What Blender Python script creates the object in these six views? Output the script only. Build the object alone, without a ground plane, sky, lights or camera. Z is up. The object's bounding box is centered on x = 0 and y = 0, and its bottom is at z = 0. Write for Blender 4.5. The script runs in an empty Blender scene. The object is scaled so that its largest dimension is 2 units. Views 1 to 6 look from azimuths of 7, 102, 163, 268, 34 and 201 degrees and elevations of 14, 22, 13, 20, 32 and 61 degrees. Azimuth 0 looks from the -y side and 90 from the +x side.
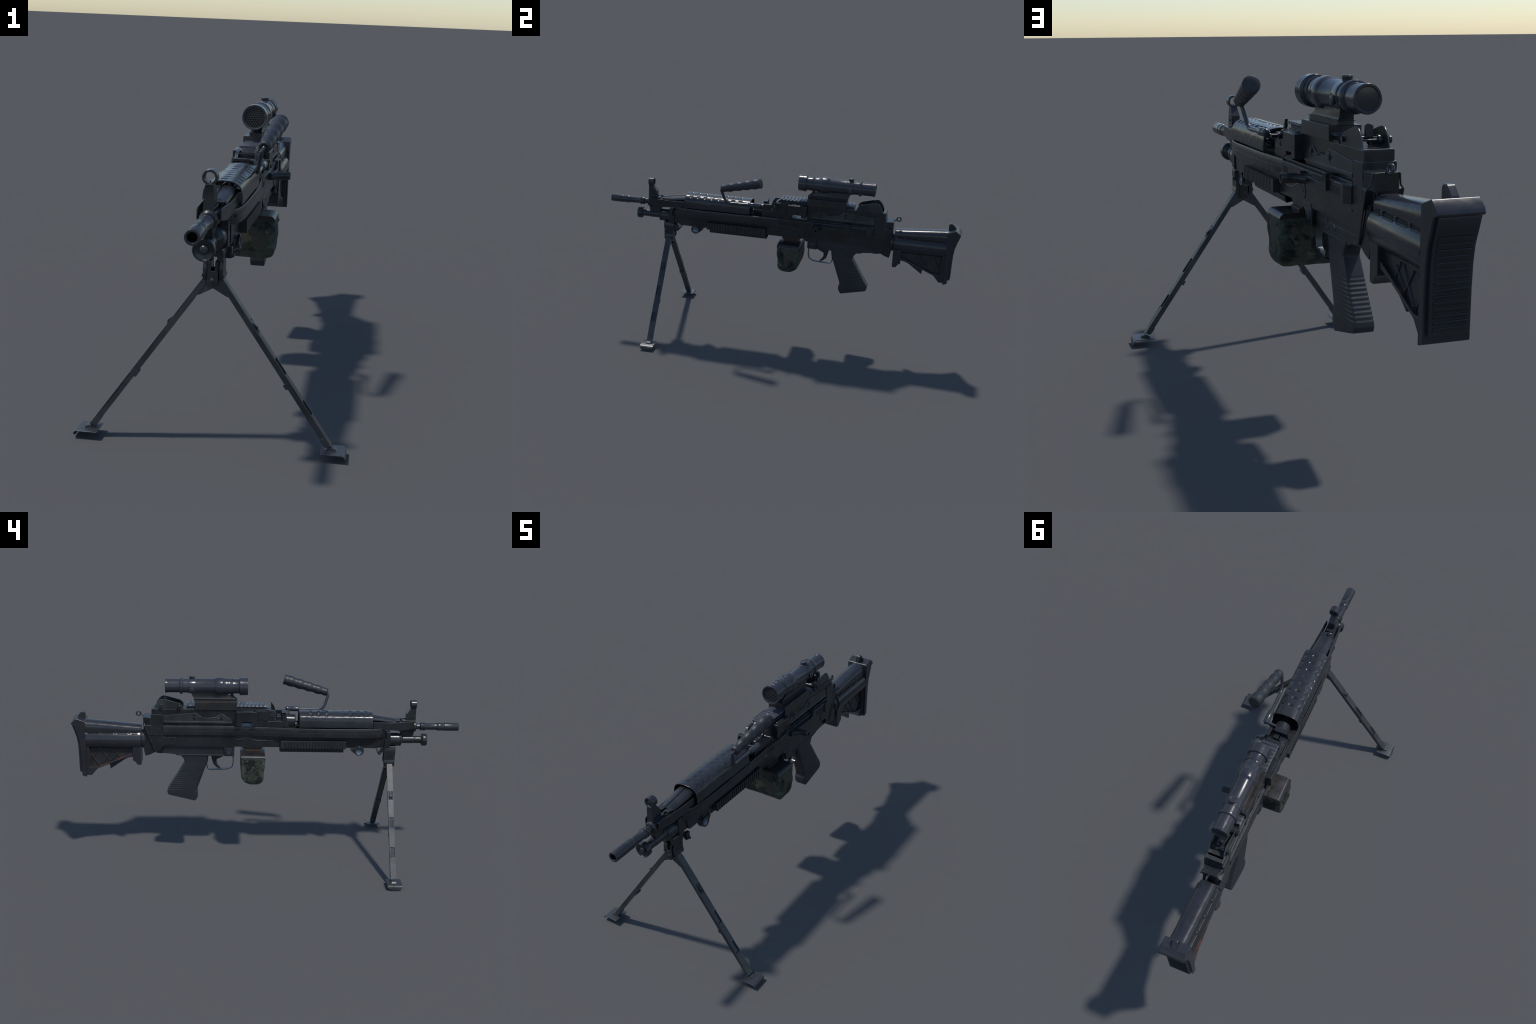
import bpy, bmesh, math, random
from mathutils import Vector, Matrix, noise

random.seed(7)
pi, sin, cos = math.pi, math.sin, math.cos
COL = bpy.context.scene.collection

# ------------------------------------------------------------------ materials
class Nodes:
    """small helper to wire a Principled material"""
    def __init__(self, name):
        self.m = bpy.data.materials.new(name)
        self.m.use_nodes = True
        self.t = self.m.node_tree
        self.t.nodes.clear()
        self.out = self.n('ShaderNodeOutputMaterial')
        self.p = self.n('ShaderNodeBsdfPrincipled')
        self.l(self.p.outputs[0], self.out.inputs[0])
        self.co = self.n('ShaderNodeTexCoord').outputs['Object']
    def n(self, kind, **kw):
        nd = self.t.nodes.new(kind)
        for k, v in kw.items():
            setattr(nd, k, v)
        return nd
    def l(self, a, b):
        self.t.links.new(a, b)
    def noise(self, scale, detail=3, rough=.55, stretch=(1, 1, 1), loc=(0, 0, 0)):
        mp = self.n('ShaderNodeMapping')
        mp.inputs['Scale'].default_value = stretch
        mp.inputs['Location'].default_value = loc
        self.l(self.co, mp.inputs[0])
        nz = self.n('ShaderNodeTexNoise')
        nz.inputs['Scale'].default_value = scale
        nz.inputs['Detail'].default_value = detail
        nz.inputs['Roughness'].default_value = rough
        self.l(mp.outputs[0], nz.inputs['Vector'])
        return nz.outputs['Fac']
    def remap(self, fac, a, b, c=0., d=1.):
        r = self.n('ShaderNodeMapRange')
        for i, v in zip((1, 2, 3, 4), (a, b, c, d)):
            r.inputs[i].default_value = v
        self.l(fac, r.inputs[0])
        return r.outputs[0]
    def math(self, op, a, b):
        q = self.n('ShaderNodeMath', operation=op)
        for i, v in enumerate((a, b)):
            if isinstance(v, (int, float)):
                q.inputs[i].default_value = v
            else:
                self.l(v, q.inputs[i])
        return q.outputs[0]
    def mix(self, fac, a, b):
        q = self.n('ShaderNodeMix', data_type='RGBA')
        if isinstance(fac, (int, float)):
            q.inputs[0].default_value = fac
        else:
            self.l(fac, q.inputs[0])
        for i, v in ((6, a), (7, b)):
            if isinstance(v, tuple):
                q.inputs[i].default_value = (*v, 1)
            else:
                self.l(v, q.inputs[i])
        return q.outputs[2]
    def bump(self, h, strength, dist):
        b = self.n('ShaderNodeBump')
        b.inputs['Strength'].default_value = strength
        b.inputs['Distance'].default_value = dist
        self.l(h, b.inputs['Height'])
        self.l(b.outputs[0], self.p.inputs['Normal'])
    def edge(self, radius, lo, hi):
        """mask of corners that get a different colour along the edge"""
        bv = self.n('ShaderNodeBevel', samples=4)
        bv.inputs['Radius'].default_value = radius
        ge = self.n('ShaderNodeNewGeometry')
        dt = self.n('ShaderNodeVectorMath', operation='DOT_PRODUCT')
        self.l(bv.outputs[0], dt.inputs[0])
        self.l(ge.outputs['True Normal'], dt.inputs[1])
        return self.remap(dt.outputs['Value'], hi, lo)

def finish(name, base, var, rough, metallic=0., edge_tone=(.16, .165, .175), edge_amt=.45,
           grain=900, grain_amt=.12, spec=.5, tint=None, tint_amt=0., coat=0.):
    k = Nodes(name)
    big = k.remap(k.noise(9, 4), .35, .65)
    c = k.mix(big, tuple(x * (1 - var) for x in base), tuple(x * (1 + var) for x in base))
    if tint:
        tm = k.remap(k.noise(26, 4, .65), .50, .68, 0, tint_amt)
        c = k.mix(tm, c, tint)
    if edge_amt:
        e = k.edge(.0027, .82, .99)
        br = k.remap(k.noise(55, 4, .7, loc=(3, 1, 2)), .38, .62, .25, 1)
        c = k.mix(k.math('MULTIPLY', k.math('MULTIPLY', e, br), edge_amt), c, edge_tone)
    scr = k.remap(k.noise(120, 3, .7, stretch=(1, .15, 1)), .60, .75, 0, .18)
    c = k.mix(scr, c, tuple(min(1, x * 2.2) for x in base))
    k.l(c, k.p.inputs['Base Color'])
    rg = k.remap(k.noise(30, 5, .6, loc=(5, 5, 5)), .3, .7, rough - .07, rough + .08)
    k.l(rg, k.p.inputs['Roughness'])
    k.p.inputs['Metallic'].default_value = metallic
    k.p.inputs['Specular IOR Level'].default_value = spec
    k.p.inputs['Coat Weight'].default_value = coat
    k.bump(k.noise(grain, 2), grain_amt, .0006)
    return k.m

RUST = (.20, .070, .032)
STEEL = finish('gun_steel', (.020, .0215, .0245), .25, .29, grain_amt=.05)
STEEL2 = finish('barrel_steel', (.025, .027, .032), .20, .25, edge_amt=.3, grain_amt=.04)
RECV = finish('receiver_steel', (.0175, .0185, .0205), .30, .29, edge_tone=(.20, .23, .27), edge_amt=.75, grain_amt=.06)  # paler bluish colour along the receiver corners
SHINY = finish('polished_steel', (.050, .055, .066), .20, .22, metallic=.35, edge_amt=.15, grain_amt=.02)
SCOPE = finish('scope_anodized', (.034, .036, .045), .15, .23, edge_tone=(.13, .13, .135), edge_amt=.35, tint=(.07, .045, .035), tint_amt=.15, grain_amt=.02)
PLATE = finish('spring_plate', (.034, .037, .038), .35, .33, edge_tone=(.18, .2, .22), edge_amt=.55, grain_amt=.05)
MOUNT = finish('mount_metal', (.0225, .024, .0275), .2, .33, edge_tone=(.14, .085, .065), edge_amt=.35, tint=(.06, .036, .028), tint_amt=.3)
BROWN = finish('rusted_edge', (.030, .022, .020), .35, .42, edge_amt=0, tint=RUST, tint_amt=.65)
SEAM = finish('mount_seam_brown', (.060, .036, .029), .3, .42, edge_amt=0)
HANGER = finish('hanger_brown', (.038, .024, .019), .4, .42, edge_tone=(.16, .10, .08), edge_amt=.4)
POLY = finish('stock_polymer', (.0245, .026, .032), .15, .25, edge_tone=(.10, .095, .10), edge_amt=.3, tint=(.045, .034, .030), tint_amt=.2, grain_amt=.04)
PAD = finish('butt_rubber', (.018, .0195, .022), .2, .42, edge_tone=(.10, .12, .14), edge_amt=.35, grain=500, grain_amt=.3)
GRIP = finish('grip_polymer', (.0215, .0235, .029), .15, .44, edge_tone=(.07, .07, .085), edge_amt=.35, grain=700, grain_amt=.3)
FRAME = finish('frame_polymer', (.022, .0245, .029), .2, .40, edge_tone=(.09, .09, .1), edge_amt=.35)
WORNPANEL = finish('worn_panel', (.022, .0235, .0275), .3, .36, edge_tone=RUST, edge_amt=.75, tint=(.10, .05, .032), tint_amt=.25)
DISH = finish('bright_dish', (.13, .16, .20), .3, .25, metallic=.5, edge_amt=0, grain_amt=0)  # base brightened and blued to show sky reflected in the bowl
DARK = finish('dark_recess', (.005, .005, .006), .2, .6, edge_amt=0)
LEGM = finish('leg_steel', (.060, .063, .066), .30, .37, metallic=.45, edge_tone=(.2, .2, .2), edge_amt=.3, grain=160, grain_amt=.4)  # base lightened to match the sun sheen on the outer leg face
FOOTM = finish('foot_steel', (.048, .051, .056), .25, .32, metallic=.35, edge_tone=(.24, .24, .23), edge_amt=.5)
LID = finish('pouch_lid', (.017, .0165, .018), .25, .30, edge_tone=(.10, .075, .065), edge_amt=.25, tint=(.045, .028, .024), tint_amt=.3)
RAILM = finish('rail_alloy', (.045, .050, .064), .2, .30, edge_tone=(.30, .29, .34), edge_amt=.6)
RIBM = finish('rail_cover_polymer', (.020, .0215, .024), .2, .40, edge_tone=(.1, .1, .1), edge_amt=.45)
HONEY = finish('honeycomb_metal', (.075, .080, .090), .2, .40, edge_tone=(.09, .06, .05), edge_amt=.3, tint=(.08, .04, .03), tint_amt=.5)

def glass_dark():
    k = Nodes('coated_lens')
    c = k.mix(k.remap(k.noise(25), .3, .7), (.010, .012, .018), (.016, .019, .028))
    k.l(c, k.p.inputs['Base Color'])
    k.p.inputs['Roughness'].default_value = .22
    k.p.inputs['Coat Weight'].default_value = .5
    k.p.inputs['Coat Roughness'].default_value = .1
    return k.m
LENS = glass_dark()

def camo():
    k = Nodes('camouflage_fabric')
    green, dark, brown, pale = (.034, .041, .032), (.0080, .0095, .0088), (.062, .056, .041), (.115, .130, .100)
    a = k.remap(k.noise(10, 5, .58), .44, .52)
    b = k.remap(k.noise(10, 3, .55, loc=(4, 2, 7)), .50, .54)
    d = k.remap(k.noise(34, 5, .68, loc=(1, 9, 3)), .57, .66)
    f = k.remap(k.noise(85, 5, .7, loc=(8, 2, 1)), .52, .68, 0, .75)
    c = k.mix(a, green, dark)
    c = k.mix(b, c, brown)
    c = k.mix(k.math('MULTIPLY', d, .7), c, pale)
    c = k.mix(k.math('MULTIPLY', f, .45), c, (.105, .130, .095))
    # faded, rubbed cloth along the seams at the corners and hem
    sp = k.n('ShaderNodeSeparateXYZ'); k.l(k.co, sp.inputs[0])
    ax = k.remap(k.math('ABSOLUTE', sp.outputs[0], 0), .074, .102)
    ay = k.remap(k.math('ABSOLUTE', k.math('SUBTRACT', sp.outputs[1], .067), 0), .036, .059)
    seam = k.math('MULTIPLY', ax, ay)
    hem = k.remap(sp.outputs[2], .475, .445)
    seam = k.math('MAXIMUM', seam, hem)
    rub = k.remap(k.noise(48, 5, .7, loc=(2, 2, 5)), .42, .62, .1, 1)
    c = k.mix(k.math('MULTIPLY', k.math('MULTIPLY', seam, rub), .8), c, (.095, .120, .098))
    fold = k.edge(.006, .75, .99)
    c = k.mix(k.math('MULTIPLY', fold, .6), c, (.11, .145, .120))
    k.l(c, k.p.inputs['Base Color'])
    k.p.inputs['Roughness'].default_value = .72
    k.p.inputs['Specular IOR Level'].default_value = .3
    w1 = k.n('ShaderNodeTexWave', bands_direction='Z'); w1.inputs['Scale'].default_value = 420
    w2 = k.n('ShaderNodeTexWave', bands_direction='DIAGONAL'); w2.inputs['Scale'].default_value = 420
    for w in (w1, w2):
        k.l(k.co, w.inputs['Vector'])
    h = k.math('ADD', k.math('MULTIPLY', w1.outputs['Fac'], .3), k.math('MULTIPLY', w2.outputs['Fac'], .3))
    h = k.math('ADD', h, k.math('MULTIPLY', k.noise(60, 4), 2.5))
    k.bump(h, .5, .0016)
    return k.m
CAMO = camo()

# ------------------------------------------------------------------ modelling
class Mesh:
    """collects several simple solids into one part"""
    def __init__(self):
        self.b = bmesh.new()
    def faces(self, verts, faces):
        vs = [self.b.verts.new(v) for v in verts]
        for f in faces:
            try:
                self.b.faces.new([vs[i] for i in f])
            except ValueError:
                pass
        return vs
    def prism(self, prof, x0, x1, axis='x', taper=None):
        """a closed outline swept straight: axis x takes (y,z), y takes (x,z), z takes (x,y)"""
        put = {'x': lambda s, p: Vector((s, p[0], p[1])),
               'y': lambda s, p: Vector((p[0], s, p[1])),
               'z': lambda s, p: Vector((p[0], p[1], s))}[axis]
        n = len(prof)
        vs = [put(x0, p) for p in prof] + [put(x1, p) for p in prof]
        if taper:
            vs = [taper(v) for v in vs]
        fs = [list(range(n))[::-1], list(range(n, 2 * n))]
        fs += [[i, (i + 1) % n, n + (i + 1) % n, n + i] for i in range(n)]
        self.faces(vs, fs)
        return self
    def box(self, x0, x1, y0, y1, z0, z1):
        return self.prism([(y0, z0), (y1, z0), (y1, z1), (y0, z1)], x0, x1)
    def sym(self, prof, x0, x1):
        """the same prism on both flanks"""
        self.prism(prof, x0, x1); self.prism(prof, -x1, -x0)
        return self
    def rings(self, rings, cap0=True, cap1=True):
        n = len(rings[0])
        vs = [v for r in rings for v in r]
        fs = [[k * n + i, k * n + (i + 1) % n, (k + 1) * n + (i + 1) % n, (k + 1) * n + i]
              for k in range(len(rings) - 1) for i in range(n)]
        if cap0: fs.append(list(range(n))[::-1])
        if cap1: fs.append([(len(rings) - 1) * n + i for i in range(n)])
        self.faces(vs, fs)
        return self
    def lathe(self, prof, origin=(0, 0, 0), axis=(0, 1, 0), seg=40, phase=0., cap0=True, cap1=True):
        o, a = Vector(origin), Vector(axis).normalized()
        u = a.cross(Vector((0, 0, 1)))
        if u.length < .01: u = Vector((1, 0, 0))
        u.normalize(); w = u.cross(a)
        rs = [[o + a * t + (u * cos(2 * pi * i / seg + phase) + w * sin(2 * pi * i / seg + phase)) * max(r, 1e-5)
               for i in range(seg)] for t, r in prof]
        return self.rings(rs, cap0, cap1)
    def cyl(self, a, b, r, seg=28):
        a, b = Vector(a), Vector(b)
        return self.lathe([(0, r), ((b - a).length, r)], a, b - a, seg)
    def tube(self, pts, r, seg=14, smooth=4):
        """round wire through points with softened corners"""
        P = [Vector(p) for p in pts]
        Q = [P[0]]
        for i in range(1, len(P) - 1):
            a, b, c = P[i - 1], P[i], P[i + 1]
            d = min((b - a).length, (c - b).length) * .35
            s, e = b + (a - b).normalized() * d, b + (c - b).normalized() * d
            for k in range(smooth + 1):
                t = k / smooth
                Q.append(s * (1 - t) ** 2 + b * 2 * t * (1 - t) + e * t * t)
        Q.append(P[-1])
        rs, up = [], None
        for i, q in enumerate(Q):
            d = (Q[min(i + 1, len(Q) - 1)] - Q[max(i - 1, 0)]).normalized()
            if up is None:
                up = d.cross(Vector((0, 0, 1)))
                if up.length < .05: up = d.cross(Vector((1, 0, 0)))
            up = (up - d * up.dot(d)).normalized()
            w = d.cross(up)
            rs.append([q + (up * cos(2 * pi * k / seg) + w * sin(2 * pi * k / seg)) * r for k in range(seg)])
        return self.rings(rs)
    def torus(self, c, axis, R, r, n=32, m=12):
        c, a = Vector(c), Vector(axis).normalized()
        u = a.cross(Vector((.3, .5, .8))).normalized(); w = a.cross(u)
        rs = []
        for i in range(n + 1):
            d = u * cos(2 * pi * i / n) + w * sin(2 * pi * i / n)
            rs.append([c + d * (R + r * cos(2 * pi * k / m)) + a * r * sin(2 * pi * k / m) for k in range(m)])
        return self.rings(rs, False, False)
    def moved(self, mat):
        bmesh.ops.transform(self.b, matrix=mat, verts=self.b.verts); return self
    def done(self, name, parent, mat, bevel=.0012, segs=2, angle=34, mats=None):
        bmesh.ops.remove_doubles(self.b, verts=self.b.verts, dist=2e-6)
        bmesh.ops.recalc_face_normals(self.b, faces=self.b.faces)
        me = bpy.data.meshes.new(name)
        self.b.to_mesh(me); self.b.free()
        for p in me.polygons: p.use_smooth = True
        me.set_sharp_from_angle(angle=math.radians(angle))
        me.materials.append(mat)
        ob = bpy.data.objects.new(name, me)
        COL.objects.link(ob)
        ob.parent = parent
        if bevel:
            md = ob.modifiers.new('soft_edges', 'BEVEL')
            md.width = bevel; md.segments = segs; md.limit_method = 'ANGLE'
            md.angle_limit = math.radians(angle); md.harden_normals = True
            md.use_clamp_overlap = True
        return ob

def superring(cx, cz, y, hw, up, dn, power=3., n=40):
    out = []
    for i in range(n):
        a = 2 * pi * i / n
        c, s = cos(a), sin(a)
        out.append(Vector((cx + hw * math.copysign(abs(c) ** (2 / power), c), y,
                           cz + (up if s > 0 else dn) * math.copysign(abs(s) ** (2 / power), s))))
    return out

gun = bpy.data.objects.new('light_machine_gun', None)
COL.objects.link(gun)
gun['label'] = 'dark steel belt-fed gun on bipod with scope and camouflage pouch'
gun['category'] = 'machine gun'

# ------------------------------------------------------------------ barrel
BZ = .7375
m = Mesh()
m.lathe([(-.778, .0150), (-.793, .0150), (-.7975, .0150), (-.801, .0215), (-.807, .0222), (-.811, .0190),
         (-.814, .0190), (-.818, .0222), (-.824, .0216), (-.829, .0183), (-.885, .0183)], (0, 0, BZ))
m.lathe([(-.55, .0185), (-.778, .0185)], (0, 0, BZ))
m.lathe([(-.10, .024), (-.20, .022), (-.552, .019)], (0, 0, BZ))
barrel = m.done('barrel', gun, STEEL2, .0008)
m = Mesh()
m.lathe([(-.885, .0183), (-.8905, .0210), (-.895, .0214), (-.9155, .0214), (-.9185, .0198), (-.9225, .0198),
         (-.9255, .0219), (-.9975, .0219), (-1.0, .0208), (-1.0, .0148), (-.9965, .0138)], (0, 0, BZ), cap1=False)
fh = m.done('flash_hider', barrel, STEEL2, .0007)
m = Mesh()
m.lathe([(-.9970, .0140), (-.955, .0132), (-.950, .006), (-.93, .001)], (0, 0, BZ), cap0=False)
m.done('muzzle_bore', fh, DARK, 0)
m = Mesh()
m.lathe([(-.148, .029), (-.145, .0320), (-.120, .0324), (-.108, .0345), (-.092, .0350)], (0, 0, .7620))
m.box(-.022, .022, -.146, -.094, .738, .765)
m.done('barrel_collar', barrel, STEEL, .001)

# gas block round the barrel, with its leg down to the gas cylinder
m = Mesh()
m.lathe([(-.780, .0215), (-.772, .0285), (-.700, .0285), (-.690, .024)], (0, 0, BZ), seg=16)
m.prism([(-.768, .722), (-.769, .712), (-.7665, .695), (-.762, .682), (-.708, .680), (-.702, .700), (-.684, .720)], -.0125, .0125)
m.box(-.0165, .0165, -.7722, -.703, .752, .7715)
m.done('gas_block', gun, STEEL, .0015)

# front sight
m = Mesh()
m.prism([(-.7722, .770), (-.7715, .800), (-.7715, .832), (-.7738, .838), (-.745, .838), (-.7232, .806), (-.7232, .770)],
        -.0155, .0155, taper=lambda v: Vector((v.x * (1 if v.z < .806 else 1 - (v.z - .806) * 7.6), v.y, v.z)))
m.lathe([(-.7722, .0205), (-.7708, .0222), (-.7440, .0222), (-.7422, .0205), (-.7422, .0162), (-.744, .0150),
         (-.7705, .0150), (-.7722, .0162), (-.7722, .0205)], (0, 0, .8572), seg=32, cap0=False, cap1=False)
fs = m.done('front_sight', gun, STEEL, .0009)
m = Mesh()
for s in (-1, 1):
    m.cyl((s * .0150, -.749, .789), (s * .0166, -.749, .789), .0045, 16)
m.cyl((0, -.757, .832), (0, -.757, .846), .002, 10)
m.done('sight_pin', fs, DARK, .0004)

# sheet metal nose of the gas block
m = Mesh()
for s in (-1, 1):
    pl = [(-.7640, .7360), (-.7635, .7660), (-.755, .7695), (-.700, .7690), (-.640, .7672), (-.590, .7690), (-.549, .7700), (-.549, .7360), (-.690, .7230)]
    w = lambda y: .0362 + (y + .764) / .215 * .0125
    a = [Vector((s * w(y), y, z)) for y, z in pl]
    b = [Vector((s * (w(y) - .0038), y, z)) for y, z in pl]
    n = len(a)
    m.faces(a + b, [list(range(n)), [2 * n - 1 - i for i in range(n)]] + [[i, (i + 1) % n, n + (i + 1) % n, n + i] for i in range(n)])
def nose(y):
    t = (y + .668) / .12
    h, top, side = .033 + .007 * t, .7790 + .019 * t, .765 + .014 * t
    pts = [(-h, side), (-h * .93, side + (top - side) * .45), (-h * .62, top - .0015), (-.0050, top), (-.0030, top - .0042),
           (.0030, top - .0042), (.0050, top), (h * .62, top - .0015), (h * .93, side + (top - side) * .45), (h, side)]
    return [Vector((x, y, z)) for x, z in pts] + [Vector((h - .003, y, side - .001)), Vector((-h + .003, y, side - .001))]
m.rings([nose(-.668), nose(-.60), nose(-.5445), nose(-.5300)])
for s in (-1, 1):
    m.prism([(s * .0055, -.690), (s * .026, -.690), (s * .033, -.668), (s * .0055, -.660)], .770, .7762, 'z')
m.done('gas_block_shroud', gun, STEEL, .0010)

# gas cylinder and regulator
GZ = .6655
m = Mesh()
m.lathe([(-.58, .0200), (-.6300, .0200), (-.6310, .0350), (-.690, .0350), (-.6925, .0325), (-.6955, .0325), (-.697, .0355), (-.7005, .0362), (-.703, .0345),
         (-.7055, .0270), (-.712, .0205), (-.769, .0205), (-.771, .0180), (-.775, .0180), (-.777, .0195), (-.806, .0195),
         (-.812, .0250), (-.8135, .0315), (-.816, .0324), (-.836, .0324), (-.8385, .0308), (-.8385, .0285), (-.835, .0270), (-.832, .0180), (-.832, .0118)], (0, 0, GZ))
gc = m.done('gas_cylinder', gun, STEEL, .0009)
m = Mesh()
m.lathe([(-.80, .0112), (-.8370, .0120), (-.8395, .0095), (-.8405, .002)], (.0015, 0, GZ + .002), seg=20)
m.done('gas_regulator', gc, SHINY, .0008)

# ------------------------------------------------------------------ heat shield with dimpled vents
def shield():
    half = [(.0615, .742), (.0622, .752), (.0605, .775), (.0578, .787), (.0530, .7965), (.0462, .8030), (.0380, .8078), (.0270, .8110), (.0140, .8128), (0, .8133)]
    path = [Vector((x, 0, z)) for x, z in half] + [Vector((-x, 0, z)) for x, z in half[-2::-1]]
    L = [0]
    for a, b in zip(path, path[1:]): L.append(L[-1] + (b - a).length)
    def at(s):
        for i in range(len(L) - 1):
            if s <= L[i + 1] + 1e-9:
                t = (s - L[i]) / (L[i + 1] - L[i]); i0 = max(i - 1, 0); i3 = min(i + 2, len(path) - 1)
                p0, p1, p2, p3 = path[i0], path[i], path[i + 1], path[i3]
                return .5 * ((2 * p1) + (p2 - p0) * t + (2 * p0 - 5 * p1 + 4 * p2 - p3) * t * t + (3 * p1 - p0 - 3 * p2 + p3) * t ** 3)
        return path[-1]
    NS, NY = 132, 250
    pts = [at(L[-1] * i / NS) for i in range(NS + 1)]
    nor = []
    for i in range(NS + 1):
        d = (pts[min(i + 1, NS)] - pts[max(i - 1, 0)]).normalized()
        nn = Vector((d.z, 0, -d.x))
        nor.append(nn if nn.dot(Vector((pts[i].x, 0, pts[i].z - .76))) > 0 else -nn)
    rows = []
    for k in range(8):
        for x in (-.041, 0, .041):
            rows.append((x, -.223 - .0408 * k, 1. if k < 3 else (.45 if k < 5 else .75)))
    y0, y1 = -.5445, -.166
    b = bmesh.new()
    grid, deep = [], []
    for j in range(NY + 1):
        y = y0 + (y1 - y0) * j / NY
        line = []
        for i in range(NS + 1):
            p, nn = pts[i], nor[i]
            h = 0
            if p.z > .79:
                for x, yy, st in rows:
                    dx = (p.x - x) / (.0098 if x == 0 else .0075); dy = (y - yy) / .0095
                    r = math.sqrt(dx * dx + dy * dy) * .88
                    if r < 1.45:
                        f = 1 / (1 + math.exp((r - 1) * 14))
                        h -= .0040 * st * f * (.25 + .75 * max(0, min(1, .5 - dy * .6)))
                        h += .0003 * st * math.exp(-((r - 1.12) * 7) ** 2)
            h += .0005 * noise.noise(Vector((p.x, y, p.z)) * 45)
            edge = min(y - y0, y1 - y)
            e = -.0014 * max(0, 1 - edge / .003) ** 2
            v = p + nn * (h + e)
            line.append(b.verts.new((v.x, y, v.z)))
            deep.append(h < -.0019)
        grid.append(line)
    for j in range(NY):
        for i in range(NS):
            f = b.faces.new((grid[j][i], grid[j][i + 1], grid[j + 1][i + 1], grid[j + 1][i]))
            W = NS + 1
            f.material_index = int(all(deep[q] for q in (j * W + i, j * W + i + 1, (j + 1) * W + i, (j + 1) * W + i + 1)))  # deep dent faces get the near-black colour
    bmesh.ops.recalc_face_normals(b, faces=b.faces)
    me = bpy.data.meshes.new('heat_shield')
    b.to_mesh(me); b.free()
    if sum((p.normal.z > 0) - (p.normal.z < 0) for p in me.polygons) < 0: me.flip_normals()
    for p in me.polygons: p.use_smooth = True
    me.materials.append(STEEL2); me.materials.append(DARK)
    ob = bpy.data.objects.new('heat_shield', me); COL.objects.link(ob); ob.parent = gun
    so = ob.modifiers.new('sheet', 'SOLIDIFY'); so.thickness = .0042; so.offset = -1
    return ob
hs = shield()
m = Mesh()
for y in (-.172, -.36):
    m.box(-.050, .050, y - .004, y + .002, .748, .757)
    m.box(-.006, .006, y - .004, y + .002, .755, .808)
m.done('shield_clip', hs, DARK, 0)

# ------------------------------------------------------------------ handguard tray and receiver
edge = [(.020, -.6150), (.033, -.6105), (.042, -.6000), (.0490, -.5880), (.0560, -.5700), (.0610, -.5400), (.0648, -.5000), (.0665, -.4500), (.0668, -.3500), (.0667, -.2400),
        (.0637, -.1550), (.0577, -.0800), (.0522, -.0060)]
m = Mesh()
outline = edge + [(.0415, .010), (.0415, .531), (-.0458, .531), (-.0458, .157), (-.0490, .060), (-.0500, .007)] + [(-x, y) for x, y in edge[::-1]]
m.prism(outline, .6910, .7120, 'z')
# the walls stand up round a hollow trough
def wall(path, t):
    rings = []
    for i, (x, y) in enumerate(path):
        x0, y0 = path[max(i - 1, 0)]; x1, y1 = path[min(i + 1, len(path) - 1)]
        d = Vector((x1 - x0, y1 - y0)).normalized()
        nx, ny = -d.y * t, d.x * t
        if nx * x > 0: nx, ny = -nx, -ny
        rings.append([Vector((x, y, .7110)), Vector((x, y, .7335)), Vector((x + nx * .3, y + ny * .3, .7372)), Vector((x + nx * .8, y + ny * .8, .7372)), Vector((x + nx, y + ny, .7340)), Vector((x + nx, y + ny, .7110))])
    m.rings(rings)
wall(edge + [(.0522, .000)], .0045)
wall([(-x, y) for x, y in edge] + [(-.0500, .007), (-.0490, .060), (-.0458, .157), (-.0458, .531)], .0045)
m.prism([(-.030, -.612), (.030, -.612), (.030, -.602), (-.030, -.602)], .7110, .7300, 'z')
m.prism([(x * .93, y) for x, y in edge if y > -.56] + [(-x * .93, y) for x, y in edge[::-1] if y > -.56], .7115, .7275, 'z')
m.prism([(-.044, -.100), (.044, -.100), (.0410, .531), (-.0420, .531)], .7115, .7370, 'z')
tray = m.done('handguard', gun, RECV, .0030, 3, 40)
m = Mesh()
for s in (-1, 1):
    m.cyl((s * .0495, -.588, .716), (s * .0535, -.5865, .716), .004, 12)
m.done('handguard_pin', tray, RECV, .0004)

m = Mesh()
m.prism([(-.606, .700), (-.593, .688), (-.583, .632), (-.574, .6262), (.150, .6262), (.530, .6262), (.545, .640), (.545, .700)], -.0375, .0375)
m.prism([(-.5715, .6265), (-.562, .6215), (-.548, .6262)], -.030, .030)
m.box(-.0300, .0300, -.6190, -.5850, .6330, .7080)
recv = m.done('receiver', gun, RECV, .0016)
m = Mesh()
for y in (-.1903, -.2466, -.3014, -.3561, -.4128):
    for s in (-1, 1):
        m.prism([(y - .011, .6825), (y - .007, .6770), (y + .007, .6770), (y + .011, .6825)], s * .0372, s * .0380)  # thin dark plates standing slightly proud of the receiver side
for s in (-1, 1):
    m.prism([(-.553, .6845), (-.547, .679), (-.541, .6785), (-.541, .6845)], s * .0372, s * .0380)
m.done('vent_dark_plate', recv, DARK, 0)
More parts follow.
